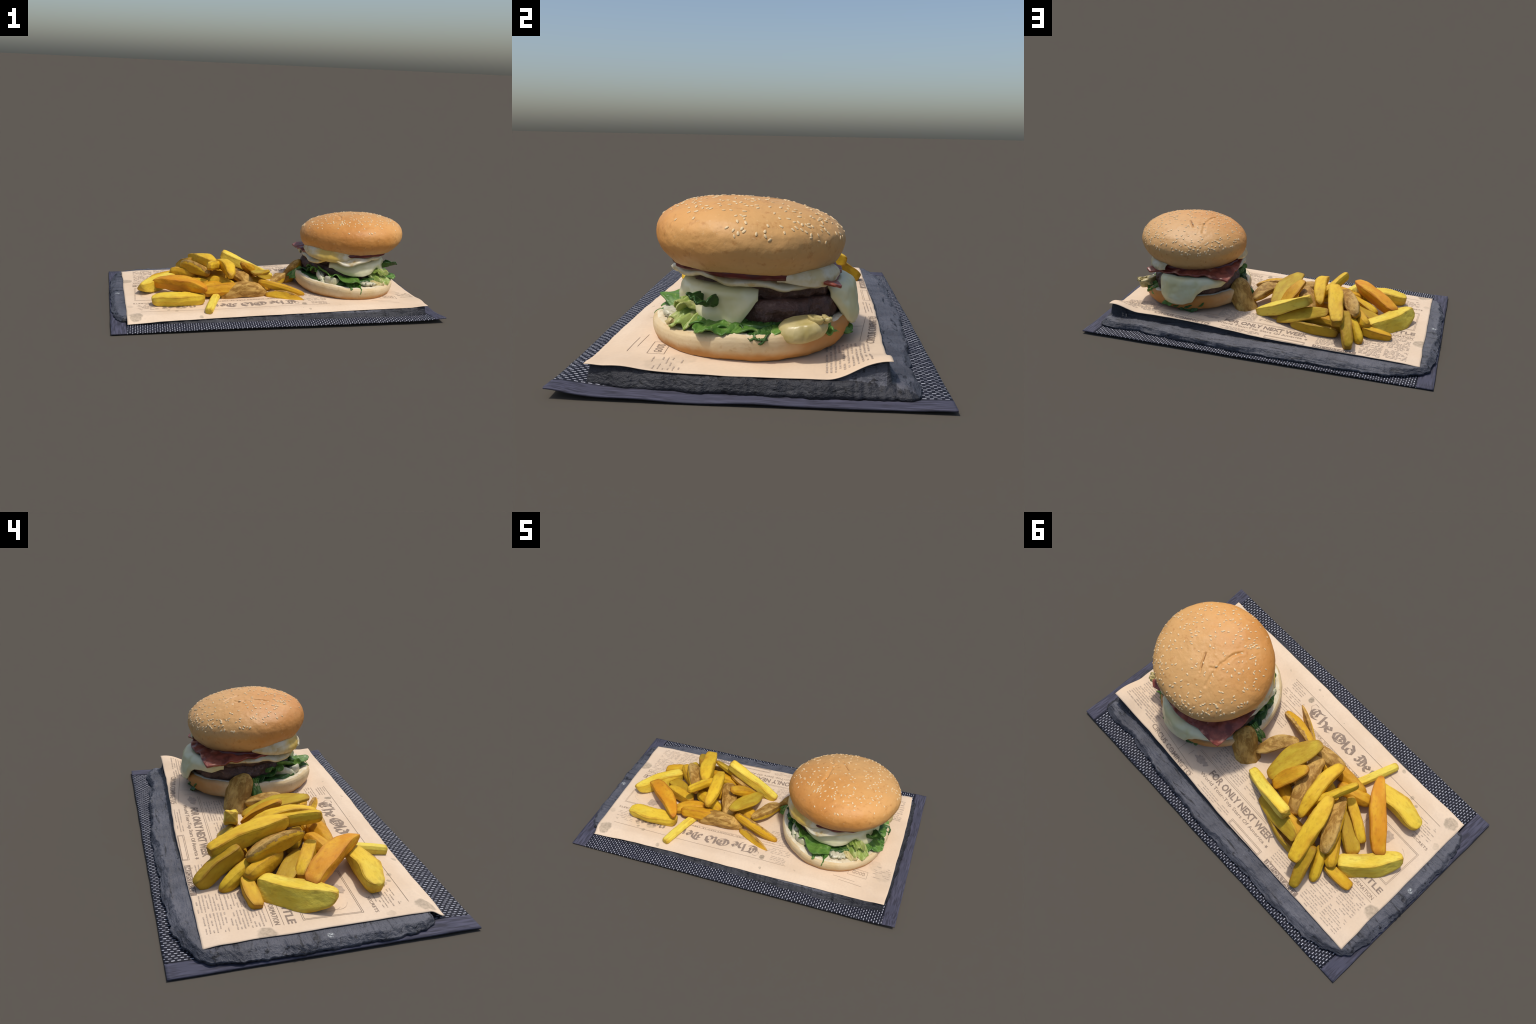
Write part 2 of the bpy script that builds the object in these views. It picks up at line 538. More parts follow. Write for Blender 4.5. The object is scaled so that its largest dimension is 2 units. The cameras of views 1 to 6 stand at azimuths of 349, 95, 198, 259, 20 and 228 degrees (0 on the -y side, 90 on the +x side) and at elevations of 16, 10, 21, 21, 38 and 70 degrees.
def slate_board():
    pts = np.array(SL + SL[:1])
    seg = np.linalg.norm(np.diff(pts, axis=0), axis=1)
    cum = np.concatenate([[0], np.cumsum(seg)])
    N = 1100
    S = np.linspace(0, cum[-1], N, endpoint=False)
    O = np.stack([np.interp(S, cum, pts[:, 0]), np.interp(S, cum, pts[:, 1])], 1)
    T = np.roll(O, -3, 0) - np.roll(O, 3, 0)
    T /= np.linalg.norm(T, axis=1, keepdims=True)
    In = np.stack([-T[:, 1], T[:, 0]], 1)           # path runs counter-clockwise: left is inside
    cen = np.array([0, .03])
    if ((cen - O) * In).sum() < 0:
        In = -In
    D = [0, .0, .002, .005, .009, .014, .019, .024, .030, .036, .043, .050, .057, .064, .072, .080, .088, .094, .100, .106, .112, .118, .124, .130, .136, .144, .16]
    V, nr = [], len(D)
    for i in range(N):
        ox, oy = O[i]
        long_pos = sm(.30, .46, oy)
        cw = (.008 + .010 * abs(fbm(ox, oy, 0, 7, 2))) * (1 - long_pos) + long_pos * (.022 + .030 * fbm(ox, oy, 0, 4.5, 8))
        cw = max(.005, cw)
        cw = max(cw, (.026 + .02 * fbm(ox, oy, 0, 6, 12)) * sm(-.93, -.96, ox), (.010 + .65 * max(0, -.472 - oy)) * sm(-.44, -.455, oy))
        rag = .009 * fbm(ox, oy, 0, 14, 4) + .005 * fbm(ox, oy, 0, 55, 6, 2)
        for k, d in enumerate(D):
            dd = d + rag * (1.0 if k < 12 else .2) + .010 * (1 if k == 0 else 0) * abs(n3(ox, oy, 0, 12, 9))
            x, y = O[i] + In[i] * dd
            zt = .045 + .012 * sm(-.9, .6, x) - .022 * sm(-.465, -.50, y) * sm(.1, -.75, x)
            zt -= .003 * sm(.35, .5, y) + .008 * sm(.42, .45, y) * sm(-.2, .3, x)
            zt += .007 * (abs(fbm(x, y * 3, 0, 5, 31)) - .3) * sm(.43, .46, y)
            yn, yp, xl, xr = interp(x, *YN), interp(x, *YP), interp(y, *XL), interp(y, *XR)
            under = min(sm(yp - .002, yp - .010, y), sm(xl + .002, xl + .010, x), sm(xr - .004, xr - .014, x))
            zt = zt + (max(.016, paper_z(x, y) - .0045) - zt) * under
            if k == 0:
                z = .009
            else:
                u = min(1, max(0, d / cw))
                lay = u + .22 * fbm(x, y, 0, 11, 3) * (1 - abs(2 * u - 1))
                q = 3.0                              # split stone layers
                lay = .40 * lay + .60 * (math.floor(lay * q) + sm(.55, 1.0, lay * q - math.floor(lay * q))) / q
                z = .014 + (zt - .014) * min(1, max(0, .25 + .75 * lay) if k > 1 else .22)
                z += (.0022 * fbm(x, y, 0, 24, 5) + .0012 * fbm(x, y, 0, 70, 15, 2)) * (1.3 if k < 12 else 1 if y > .435 else 0)
            if k == nr - 1:
                z = .036
            V.append((x, y, max(.0075, z)))
    F = grid_faces(N, nr, cu=True)
    # flat middle (covered by the sheet): fan top and bottom
    top = len(V)
    V += [(0, .03, .036), (0, .03, .0075)]
    for i in range(N):
        j = (i + 1) % N
        F.append((i * nr + nr - 1, j * nr + nr - 1, top))
        F.append((j * nr, i * nr, top + 1))
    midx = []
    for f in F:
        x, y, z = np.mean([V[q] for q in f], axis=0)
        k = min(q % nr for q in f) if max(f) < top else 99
        dark = k < 8 and (y < -.438 or x > .895) or k < 90 and x > -.25 and abs(y - interp(x, *YP)) < .014  # second clause: shadow under the sheet's long edge, painted on with the darker slate
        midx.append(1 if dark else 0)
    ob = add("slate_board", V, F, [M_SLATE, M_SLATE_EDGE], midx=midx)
    tag(ob, "rough edged dark grey slate serving board", "serving board")
    return ob


slate_board()

# ------------------------------------------------------------- paper sheet
def paper_sheet():
    nu, nv = 190, 110
    P = np.zeros((nu, nv, 3))
    for i in range(nu):
        for j in range(nv):
            s, t = i / (nu - 1), j / (nv - 1)
            for _ in range(1):
                y = -.48 + t * .91
                x0, x1 = interp(y, *XL), interp(y, *XR)
                x = x0 + (x1 - x0) * s
                y0, y1 = interp(x, *YN), interp(x, *YP)
                y = y0 + (y1 - y0) * t
                x0, x1 = interp(y, *XL), interp(y, *XR)
                x = x0 + (x1 - x0) * s
            x += .0025 * n3(x, y, 0, 14, 7) * (1 if i in (0, nu - 1) else 0)
            y += .0025 * n3(x, y, 0, 14, 9) * (1 if j in (0, nv - 1) else 0)
            P[i, j] = (x, y, paper_z(x, y) - .001)
    V, F = shell(P, .002)
    ob = add("paper_sheet", V, F, [M_PAPER])
    tag(ob, "beige printed newspaper serving sheet with grease stains", "paper")
    return ob


paper = paper_sheet()
INK_Z = .0011


class Ink:
    """flat printed shapes on the sheet: 2-D polygons draped over the paper"""
    def __init__(self):
        self.v, self.f = [], []

    def quad(self, a, b, c, d, dz=0.0):
        n = len(self.v)
        for x, y in (a, b, c, d):
            self.v.append((x, y, paper_z(x, y) + INK_Z + dz))
        self.f.append((n, n + 1, n + 2, n + 3))

    def line(self, x0, y0, x1, y1, w=.0014, dz=0.0):
        L = math.hypot(x1 - x0, y1 - y0)
        k = max(1, int(L / .03))
        nx, ny = -(y1 - y0) / L * w / 2, (x1 - x0) / L * w / 2
        for i in range(k):
            a, b = i / k, (i + 1) / k
            ax, ay, bx, by = x0 + (x1 - x0) * a, y0 + (y1 - y0) * a, x0 + (x1 - x0) * b, y0 + (y1 - y0) * b
            self.quad((ax + nx, ay + ny), (ax - nx, ay - ny), (bx - nx, by - ny), (bx + nx, by + ny), dz)

    def rect(self, x0, y0, x1, y1, w=.0014):
        for a in ((x0, y0, x1, y0), (x1, y0, x1, y1), (x1, y1, x0, y1), (x0, y1, x0, y0)):
            self.line(*a, w)

    def fill(self, x0, y0, x1, y1, n=8, dz=0.0):
        for i in range(n):
            a, b = x0 + (x1 - x0) * i / n, x0 + (x1 - x0) * (i + 1) / n
            self.quad((a, y0), (b, y0), (b, y1), (a, y1), dz)

    def rows(self, x0, x1, y0, y1, pitch, h, r, gap=.18):
        """illegible body copy: broken dashes; reading direction is -x"""
        y = y0
        while y < y1:
            x = x0 - r.uniform(0, .004)
            while x > x1:
                L = r.uniform(.008, .026)
                if r.random() > gap:
                    xe = max(x1, x - L)
                    self.line(x, y + r.uniform(-.0006, .0006), xe, y + r.uniform(-.0006, .0006), h * r.uniform(.7, 1.1))
                x -= L + r.uniform(.003, .006)
            y += pitch

    def nib(self, pts, ox, oy, sx, sy, w=.15, ang=42):
        """broad-nib stroke: pts in letter units (x right, y up); drawn mirrored into sheet space"""
        a = math.radians(ang)
        dx, dy = math.cos(a) * w / 2, math.sin(a) * w / 2
        to = lambda p: (ox - p[0] * sx, oy - p[1] * sy)
        for p, q in zip(pts[:-1], pts[1:]):
            self.quad(to((p[0] - dx, p[1] - dy)), to((p[0] + dx, p[1] + dy)), to((q[0] + dx, q[1] + dy)), to((q[0] - dx, q[1] - dy)))

    def text(self, s, x0, x1, base, h, bold=0.0, arc=None, dz=0.0):
        cu = bpy.data.curves.new("lettering", "FONT")
        cu.body = s
        cu.size = 1.0
        cu.offset = bold
        cu.resolution_u = 2
        ob = bpy.data.objects.new("lettering", cu)
        SC.objects.link(ob)
        dg = bpy.context.evaluated_depsgraph_get()
        me = ob.evaluated_get(dg).to_mesh()
        P = np.array([v.co[:2] for v in me.vertices])
        fs = [tuple(p.vertices) for p in me.polygons]
        ob.evaluated_get(dg).to_mesh_clear()
        bpy.data.objects.remove(ob)
        bpy.data.curves.remove(cu)
        xmin, xmax = P[:, 0].min(), P[:, 0].max()
        cap = .70
        n = len(self.v)
        for px, py in P:
            u = (px - xmin) / (xmax - xmin)
            x = x0 + (x1 - x0) * u
            y = base - py / cap * h
            if arc:
                y += arc(u)
            self.v.append((x, y, paper_z(x, y) + INK_Z + dz))
        self.f += [tuple(n + i for i in f) for f in fs]

    def make(self, name, mat, kind=None):
        ob = add(name, self.v, self.f, [mat], paper, smooth=False)
        if kind:
            ob["kind"] = kind
        return ob


r = random.Random(5)
# masthead in broken-nib lettering
GLYPH = {
    "T": ([[(.95, 1.0), (.62, .86), (.30, .98), (.06, .78), (.02, .45), (.16, .14), (.45, .02), (.78, .14)],
           [(.60, .86), (.52, .60), (.60, .34), (.44, .12)], [(.30, .80), (.24, .5), (.34, .28)]], 1.0),
    "h": ([[(.10, 1.0), (.14, .08)], [(.14, .55), (.38, .70), (.56, .52), (.54, .10), (.36, -.16)], [(.0, .92), (.16, 1.0)], [(.06, .04), (.24, .10)]], .64),
    "e": ([[(.50, .42), (.30, .32), (.10, .38)], [(.50, .42), (.32, .68), (.10, .52), (.10, .16), (.32, .0), (.52, .14)]], .60),
    "O": ([[(.50, 1.0), (.14, .84), (.02, .50), (.16, .14), (.50, .0), (.84, .16), (.96, .50), (.82, .84), (.50, 1.0)],
           [(.36, .86), (.32, .5), (.40, .16)], [(.50, .72), (.74, .70), (.60, .48), (.76, .34), (.52, .22)]], 1.02),
    "l": ([[(.10, 1.0), (.12, .10), (.26, .02)]], .30),
    "d": ([[(.20, 1.02), (.52, .72), (.56, .16), (.32, .0), (.10, .16), (.10, .48), (.34, .66), (.52, .56)]], .68),
    "N": ([[(.0, .26), (.14, .12), (.30, .2), (.34, .96)], [(.16, .92), (.36, .98)], [(.10, .62), (.34, .60)], [(.34, .96), (.62, .86), (.86, .66), (.88, .28), (.70, .04), (.46, .10)],
           [(.60, .80), (.58, .14)], [(.40, .40), (.74, .52)]], .96),
    "n": ([[(.10, .66), (.12, .04)], [(.12, .54), (.40, .68), (.50, .50), (.50, .04)]], .66),
    "o": ([[(.30, .68), (.10, .50), (.10, .18), (.30, .0), (.52, .18), (.52, .50), (.30, .68)]], .64),
    "s": ([[(.46, .58), (.28, .68), (.12, .54), (.44, .22), (.30, .02), (.08, .12)]], .56),
    "w": ([[(.08, .66), (.14, .06), (.36, .10), (.40, .62)], [(.36, .10), (.62, .06), (.70, .62)]], .80),
}
head = Ink()


def word(letters, x0, x1, base, h, w=.23):
    tot = sum(GLYPH[c][1] for c in letters)
    sx = abs(x1 - x0) / tot
    x = x0
    for c in letters:
        for st in GLYPH[c][0]:
            head.nib(st, x, base, sx, h, w)
        x -= GLYPH[c][1] * sx


word("The", .120, -.042, -.292, .062)
word("Old", -.058, -.214, -.294, .058)
word("Ne", -.236, -.340, -.293, .062)
word("w", -.345, -.40, -.293, .062)
word("nos", -.480, -.600, -.293, .062)
word("es", -.605, -.680, -.293, .062)
head.nib([(.0, .4), (-.5, .75), (-.3, 1.15), (.3, 1.15)], .120, -.292, .04, .062, .05)
head.make("masthead_lettering", M_INK)

ink = Ink()
ink.line(.32, -.383, -.80, -.383, .0016)
ink.line(.26, -.256, -.34, -.252, .0014)
ink.line(.26, -.237, -.30, -.237, .0010)
ink.text("NEW YORK, SUNDAY MAY 15, 1984", .10, -.33, -.2415, .0095)
ink.text("FOR ONLY NEXT WEEK", .205, -.283, .339, .037, .028)
ink.text("World Tour-Top Stars Of America", .238, -.264, .3705, .0185)
ink.text("CIRCUS COMING TO", .620, .265, .398, .027, .006, arc=lambda u: .034 * (u - .05) ** .8 if u > .05 else 0)
ink.text("TITLE", -.695, -.843, .100, .031, .02)
ink.text("INFORMATION", -.665, -.838, .149, .021)
ink.line(-.62, .1165, -.845, .1165)
ink.line(-.62, .1585, -.845, .1585)
for o in (0, .006):
    ink.rect(-.062 + -o, .399 + o, -.292 + o, .46 if False else .4285 - o * .4, .0016)
    ink.rect(-.832 + o, -.192 + o, -.52 - o, .041 - o, .0014)
ink.line(.34, .286, -.20, .286, .0016)
ink.line(.34, .278, -.20, .278, .0012)
ink.line(.42, .372, .42, .29, .0016)
ink.line(.60, .352, .27, .390, .0014)
ink.line(.36, .31, .36, .35, .0012)
# five-pointed star
for i in range(5):
    a0, a1, a2 = (TAU * (i + q) / 5 + .3 for q in (0, .5, -.5))
    c = (-.287, .365)
    ink.quad(c, (c[0] + .0045 * math.cos(a2), c[1] + .0045 * math.sin(a2)), (c[0] + .0105 * math.cos(a0), c[1] + .0105 * math.sin(a0)),
             (c[0] + .0045 * math.cos(a1), c[1] + .0045 * math.sin(a1)))
ink.fill(-.337, .401, -.575, .4265, 10)
ink.rect(.668, -.312, .775, -.258)
ink.text("GOOD", .762, .690, -.270, .026)
ink.line(.595, -.350, .72, -.356)
ink.line(.63, -.372, .765, -.378)
ink.text("SECRETS", -.735, -.842, -.236, .014)
ink.make("printed_lettering", M_INK)
box = Ink()
box.text("IMPORTANT", -.347, -.565, .4255, .020, .004, dz=.0016)
box.make("reversed_lettering", M_PAPER_GAP)

body = Ink()
body.rows(-.590, -.700, .190, .300, .0135, .0050, r)
body.rows(-.712, -.835, .175, .300, .0135, .0050, r)
body.rows(-.580, -.700, .316, .415, .0135, .0050, r)
body.rows(-.712, -.838, .316, .405, .0135, .0050, r)
body.rows(.275, .05, .175, .268, .0125, .0046, r)
body.rows(.03, -.10, .17, .25, .0125, .0046, r)
body.rows(-.34, -.46, .30, .385, .0135, .0046, r)
body.rows(.20, -.03, .395, .425, .012, .0042, r)
body.rows(.86, .62, .245, .385, .0130, .0062, r, .1)
body.rows(.45, .26, .402, .425, .012, .0040, r)
body.rows(.310, .215, -.372, -.325, .0125, .0036, r)
body.rows(.32, .17, -.31, -.262, .0125, .0036, r)
body.rows(.30, .15, -.232, -.12, .0125, .0036, r)
body.rows(-.695, -.82, -.345, -.262, .0135, .0038, r, .35)
body.rows(.90, .80, -.28, -.18, .0150, .0040, r, .5)
body.make("printed_body_copy", M_INK_LIGHT, "stuff")
# woodcut picture inside the frame and the circus vignette: soft ragged silhouettes
pic = Ink()
for cx, cy, rad, sd in ((-.655, -.145, .045, 1), (.30, .318, .040, 7), (.26, .318, .022, 12)):
    m = 40
    ring = []
    for i in range(m):
        a = TAU * i / m
        q = rad * (.72 + .38 * fbm(math.cos(a), math.sin(a), sd, 1.6, sd))
        ring.append((cx + q * math.cos(a), cy + q * math.sin(a) * .85))
    for i in range(0, m, 2):
        pic.quad((cx, cy), ring[i], ring[(i + 1) % m], ring[(i + 2) % m])
pic.make("printed_vignette", M_INK_LIGHT)
sketch = Ink()
for cx, cy, rx, ry in ((-.735, -.11, .06, .045), (-.70, -.03, .04, .05), (-.77, -.06, .03, .06)):
    pp = [(cx + rx * math.cos(a), cy + ry * math.sin(a)) for a in np.linspace(.4, 4.4, 18)]
    for a, b in zip(pp[:-1], pp[1:]):
        sketch.line(*a, *b, .0012)
sketch.make("printed_drawing", M_INK_LIGHT)


# -------------------------------------------------------------------- fries
SECTIONS = {"stick": [(-1, 1), (1, 1), (1, -1), (-1, -1)],
            "wedge": [(-.92, 1), (.92, 1), (1, .15), (.55, -1), (-.55, -1), (-1, .15)],
            "tri": [(-.30, 1), (.25, 1), (1, -.6), (.85, -1), (-.85, -1), (-1, -.6)],
            "slant": [(-1, 1), (.30, 1), (1, -.75), (.9, -1), (-.9, -1)],
            "round": [(-.55, 1), (.50, 1), (1, .35), (.9, -.6), (.4, -1), (-.5, -1), (-1, -.3), (-.9, .5)]}


def section(kind, seed, nv):
    """cut-potato cross-section: straight facets with slightly softened, irregular corners"""
    rr = random.Random(int(seed * 100) + 3)
    C = [(x * rr.uniform(.86, 1.06), z * rr.uniform(.88, 1.04)) for x, z in SECTIONS[kind]]
    m = nv * 4
    rad = []
    for i in range(m):
        a = TAU * i / m
        dx, dz = math.cos(a), math.sin(a)
        best = .6
        for (x0, z0), (x1, z1) in zip(C, C[1:] + C[:1]):
            ex, ez = x1 - x0, z1 - z0
            det = dx * ez - dz * ex
            if abs(det) < 1e-9:
                continue
            t = (x0 * ez - z0 * ex) / det
            u = (x0 * dz - z0 * dx) / det
            if t > 0 and -1e-6 <= u <= 1 + 1e-6:
                best = t
                break
        rad.append(best)
    k = 2
    out = []
    for j in range(nv):
        q = sum(rad[(4 * j + d) % m] for d in range(-k, k + 1)) / (2 * k + 1)
        a = TAU * j / nv
        out.append((q * math.cos(a), q * math.sin(a)))
    return out


def fry(pts, w, h, roll=0, mat=None, kind="stick", boat=.40, ends=(.6, .6), skin=None, seed=0, label=None, sink=.008):
    """pts: points along the middle of the upper face, world space.
    w,h: section size; roll: degrees about the length; boat: 1 keeps the upper face straight while the
    underside rises to the ends; ends: end size as a fraction of the section; skin: (from,to) section angles
    covered with peel"""
    P = [Vector(p) - Vector((0, 0, sink)) for p in pts]
    p0, p1 = P[0], P[-1]
    ax = (p1 - p0).normalized()
    side = ax.cross(Vector((0, 0, 1))).normalized()
    up = side.cross(ax).normalized()
    R = Matrix.Rotation(math.radians(roll), 3, ax)
    side, up = R @ side, R @ up
    M = Matrix((ax, side, up)).transposed().to_4x4()
    M.translation = (p0 + p1) / 2
    Mi = M.inverted()
    L = [Mi @ p for p in P]
    cl = [0]
    for a, b in zip(L[:-1], L[1:]):
        cl.append(cl[-1] + (b - a).length)
    tot = cl[-1]
    nu, nv = 48, 48
    us = [c / tot for c in cl]

    def spine(u):
        if len(L) == 2:
            return L[0].lerp(L[1], u)
        # smooth interpolation through points (Lagrange for 3, piecewise cubic otherwise)
        out = Vector()
        for i, pi in enumerate(L):
            wgt = 1.0
            for j in range(len(L)):
                if j != i:
                    wgt *= (u - us[j]) / (us[i] - us[j])
            out += pi * wgt
        return out
    V = []
    sec = section(kind, seed, nv)
    for i in range(nu):
        u = .5 - .5 * math.cos(math.pi * i / (nu - 1))
        u = .35 * u + .65 * i / (nu - 1)
        e = abs(2 * u - 1)
        fr = ends[0] if u < .5 else ends[1]
        if kind in ("stick", "round"):
            body_s = 1 - (1 - fr) * e ** 3.2
        else:
            body_s = 1 - (1 - fr) * e ** 2.0
        capr = 1.0
        edge = min(u, 1 - u) * tot / (.42 * h)
        if edge < 1:
            capr = math.sqrt(max(0.0, 1 - (1 - edge) ** 2)) * .97 + .03
            capr = capr ** (.45 if kind == "stick" else .65)
        S = body_s * capr
        c = spine(u)
        hw, hh = w * S / 2, h * S / 2
        cz = c.z - h / 2 + boat * (h / 2 - hh) * .98
        wob = .07 * w * n3(u * 3, seed, 0, 1.0, seed * 3.1)
        tw = .22 * n3(u * 2.2, 0, seed, 1, seed * 1.7)
        for j in range(nv):
            a = TAU * j / nv
            y, z = sec[j]
            y, z = y * math.cos(tw) - z * math.sin(tw), y * math.sin(tw) + z * math.cos(tw)
            x = c.x
            px, py, pz = x, c.y + wob + y * hw, cz + z * hh
            g = .06 * min(w, h) * fbm(px * .5, py, pz, 14, seed, 2) + .016 * min(w, h) * fbm(px, py, pz, 60, seed, 2)
            V.append((px, py + g * y, pz + g * z))
    F = grid_faces(nu, nv, cv=True)
    F = [tuple(reversed(f)) for f in F]
    n = len(V)
    V += [np.mean([V[j] for j in range(nv)], axis=0), np.mean([V[(nu - 1) * nv + j] for j in range(nv)], axis=0)]
    for j in range(nv):
        k = (j + 1) % nv
        F.append((n, k, j))
        F.append((n + 1, (nu - 1) * nv + j, (nu - 1) * nv + k))
    mats, midx = [mat or M_FLESH], None
    if skin:
        mats.append(M_SKIN)
        a0, a1 = skin
        midx = [0] * len(F)
        for i in range(nu - 1):
            for j in range(nv):
                deg = 360 * (j + .5) / nv
                wav = 14 * n3(i * .35, seed, 0, 1, 5)
                if ((deg - a0 - wav) % 360) < (a1 - a0):
                    midx[i * nv + j] = 1
    ob = add("potato_fry", V, F, mats, matrix=M, midx=midx)
    ob.data.set_sharp_from_angle(angle=math.radians(26))
    tag(ob, label or "golden yellow thick cut fried potato piece", "potato fry")
    return ob


Y, B, G, O_, A_ = M_FLESH, M_FLESH_BRIGHT, M_FLESH_GREEN, M_FLESH_ORANGE, M_FLESH_AMBER
FR = [
    dict(pts=[(-.600, .168, .128), (-.708, .038, .138), (-.798, -.100, .150)], w=.122, h=.092, mat=B, kind="slant", boat=.55, ends=(.82, .55)),
    dict(pts=[(-.415, -.310, .186), (-.56, -.150, .188), (-.715, -.022, .150)], w=.100, h=.076, roll=-6, mat=O_, kind="wedge", ends=(.36, .72)),
    dict(pts=[(-.420, -.275, .126), (-.58, -.288, .132), (-.738, -.285, .122)], w=.104, h=.078, mat=B, kind="wedge", boat=.6, ends=(.7, .68)),
    dict(pts=[(-.330, -.165, .104), (-.385, -.32, .104), (-.422, -.448, .096)], w=.052, h=.044, mat=B, kind="round", ends=(.9, .9)),
    dict(sink=.005, pts=[(-.254, .205, .260), (-.10, .185, .190), (.085, .150, .104)], w=.062, h=.062, mat=B, kind="stick", ends=(.95, .75)),
    dict(sink=.005, pts=[(-.025, .125, .135), (-.040, -.030, .192), (-.094, -.186, .226)], w=.122, h=.038, roll=4, mat=G, kind="wedge", ends=(.42, .40)),
    dict(sink=.005, pts=[(-.060, .132, .122), (-.105, .05, .198), (-.152, -.030, .248)], w=.086, h=.050, mat=A_, kind="wedge", ends=(.8, .55)),
    dict(pts=[(-.130, -.155, .158), (-.165, -.048, .186), (-.208, .053, .180), (-.252, .165, .120)], w=.098, h=.066, mat=A_, kind="round", ends=(.7, .6), skin=(-5, 190)),
    dict(sink=.005, pts=[(-.252, -.188, .226), (-.262, -.02, .250), (-.310, .160, .208)], w=.082, h=.072, mat=Y, kind="wedge", ends=(.55, .45)),
    dict(sink=.005, pts=[(-.388, -.155, .284), (-.345, -.05, .262), (-.290, .070, .215)], w=.050, h=.060, mat=Y, kind="round", ends=(.8, .6)),
    dict(sink=.005, pts=[(-.345, -.020, .263), (-.395, .150, .248), (-.448, .340, .200)], w=.084, h=.070, mat=Y, kind="stick", ends=(.55, .78)),
    dict(sink=.005, pts=[(-.372, -.080, .206), (-.435, .06, .218), (-.515, .195, .188)], w=.096, h=.080, roll=24, mat=Y, kind="wedge", ends=(.30, .5), skin=(0, 150)),
    dict(pts=[(-.445, .035, .170), (-.52, .12, .168), (-.592, .208, .154)], w=.078, h=.088, mat=Y, kind="round", ends=(.7, .8)),
    dict(pts=[(-.405, -.085, .136), (-.51, .0, .134), (-.616, .068, .116)], w=.100, h=.062, mat=G, kind="wedge", ends=(.5, .8)),
    dict(pts=[(-.390, -.120, .162), (-.50, -.06, .152), (-.610, -.010, .124)], w=.062, h=.066, mat=Y, kind="stick", ends=(.6, .6)),
    dict(pts=[(-.175, -.168, .152), (-.30, -.185, .162), (-.430, -.190, .142)], w=.080, h=.078, mat=A_, kind="round", ends=(.6, .8)),
    dict(sink=.005, pts=[(-.465, .220, .214), (-.50, .320, .164), (-.536, .414, .098)], w=.064, h=.070, mat=G, kind="stick", ends=(.8, .72)),
    dict(pts=[(-.485, .165, .155), (-.54, .245, .128), (-.580, .318, .088)], w=.062, h=.068, mat=Y, kind="round", ends=(.8, .6)),
    dict(pts=[(-.565, .200, .124), (-.64, .20, .108), (-.730, .184, .086)], w=.054, h=.052, mat=Y, kind="stick", ends=(.85, .85)),
    dict(pts=[(-.062, .216, .092), (-.224, .230, .158), (-.376, .256, .206)], w=.094, h=.040, roll=36, mat=G, kind="wedge", ends=(.50, .5)),
    dict(pts=[(-.160, .255, .112), (-.30, .285, .126), (-.445, .288, .118)], w=.060, h=.062, roll=18, mat=G, kind="tri", ends=(.5, .7), skin=(95, 180)),
    dict(sink=-.006, pts=[(.132, .084, .122), (.075, -.03, .150), (.015, -.130, .146)], w=.080, h=.060, roll=10, mat=Y, kind="wedge", ends=(.4, .45), skin=(5, 170)),
    dict(pts=[(-.080, -.155, .174), (.06, -.195, .150), (.210, -.212, .098)], w=.058, h=.046, mat=Y, kind="wedge", ends=(.7, .5), skin=(100, 185)),
    dict(pts=[(-.040, -.195, .108), (.07, -.250, .124), (.186, -.308, .092)], w=.048, h=.056, mat=A_, kind="tri", ends=(.5, .45), skin=(70, 200)),
    dict(pts=[(-.318, -.208, .108), (-.18, -.208, .164), (-.025, -.183, .122)], w=.088, h=.100, roll=24, mat=Y, kind="round", ends=(.42, .5), skin=(-80, 190)),
    # pieces buried in the heap
    dict(sink=.024, pts=[(-.050, .205, .084), (-.08, .10, .10), (-.12, -.02, .12)], w=.07, h=.05, mat=A_, kind="round", skin=(0, 180)),
    dict(sink=.010, pts=[(-.20, -.110, .132), (-.30, -.06, .156), (-.39, -.02, .160)], w=.085, h=.08, mat=Y, kind="round"),
    dict(sink=.024, pts=[(-.20, .19, .140), (-.34, .20, .158), (-.48, .21, .150)], w=.085, h=.09, mat=Y, kind="round"),
    dict(sink=.024, pts=[(-.22, .06, .16), (-.36, .06, .175), (-.49, .10, .16)], w=.11, h=.10, mat=A_, kind="round"),
    dict(sink=.004, pts=[(.03, -.08, .124), (-.06, -.05, .140), (-.17, -.02, .14)], w=.10, h=.075, mat=A_, kind="round"),
    dict(sink=.0, pts=[(-.30, -.12, .145), (-.40, -.155, .142), (-.49, -.185, .118)], w=.085, h=.07, mat=A_, kind="round"),
    dict(sink=.006, pts=[(-.03, -.150, .120), (-.13, -.16, .138), (-.22, -.14, .13)], w=.075, h=.065, mat=Y, kind="round"),
    dict(sink=.024, pts=[(-.245, .195, .195), (-.12, .180, .145), (.02, .150, .092)], w=.070, h=.050, mat=A_, kind="round", skin=(0, 180)),
    dict(sink=.024, pts=[(-.03, .05, .10), (-.12, .09, .12), (-.22, .13, .13)], w=.075, h=.06, mat=A_, kind="round"),
]
for i, f in enumerate(FR):
    fry(seed=i * 1.37 + .5, **f)
# stubby potato end with peel, propped against the burger
fry([(.094, .158, .062), (.146, .124, .130), (.178, .106, .185), (.216, .066, .250)], .150, .085, roll=0, mat=Y, kind="round", ends=(.86, .40), skin=(-30, 210), seed=77,
    label="brown peeled end of a roast potato wedge")


# ------------------------------------------------------------------- burger
burger = empty("burger", "sesame bun burger with egg bacon cheese and lettuce", "burger")
BC = Vector((.54, -.014, .422))
BW = Vector((-.057, .056, 1)).normalized()
BU = (Vector((math.cos(-.368), math.sin(-.368), 0)))
BU = (BU - BW * BU.dot(BW)).normalized()
BV = BW.cross(BU)
BA, BB, BHU, BHL, BN = .325, .307, .1255, .151, 2.172
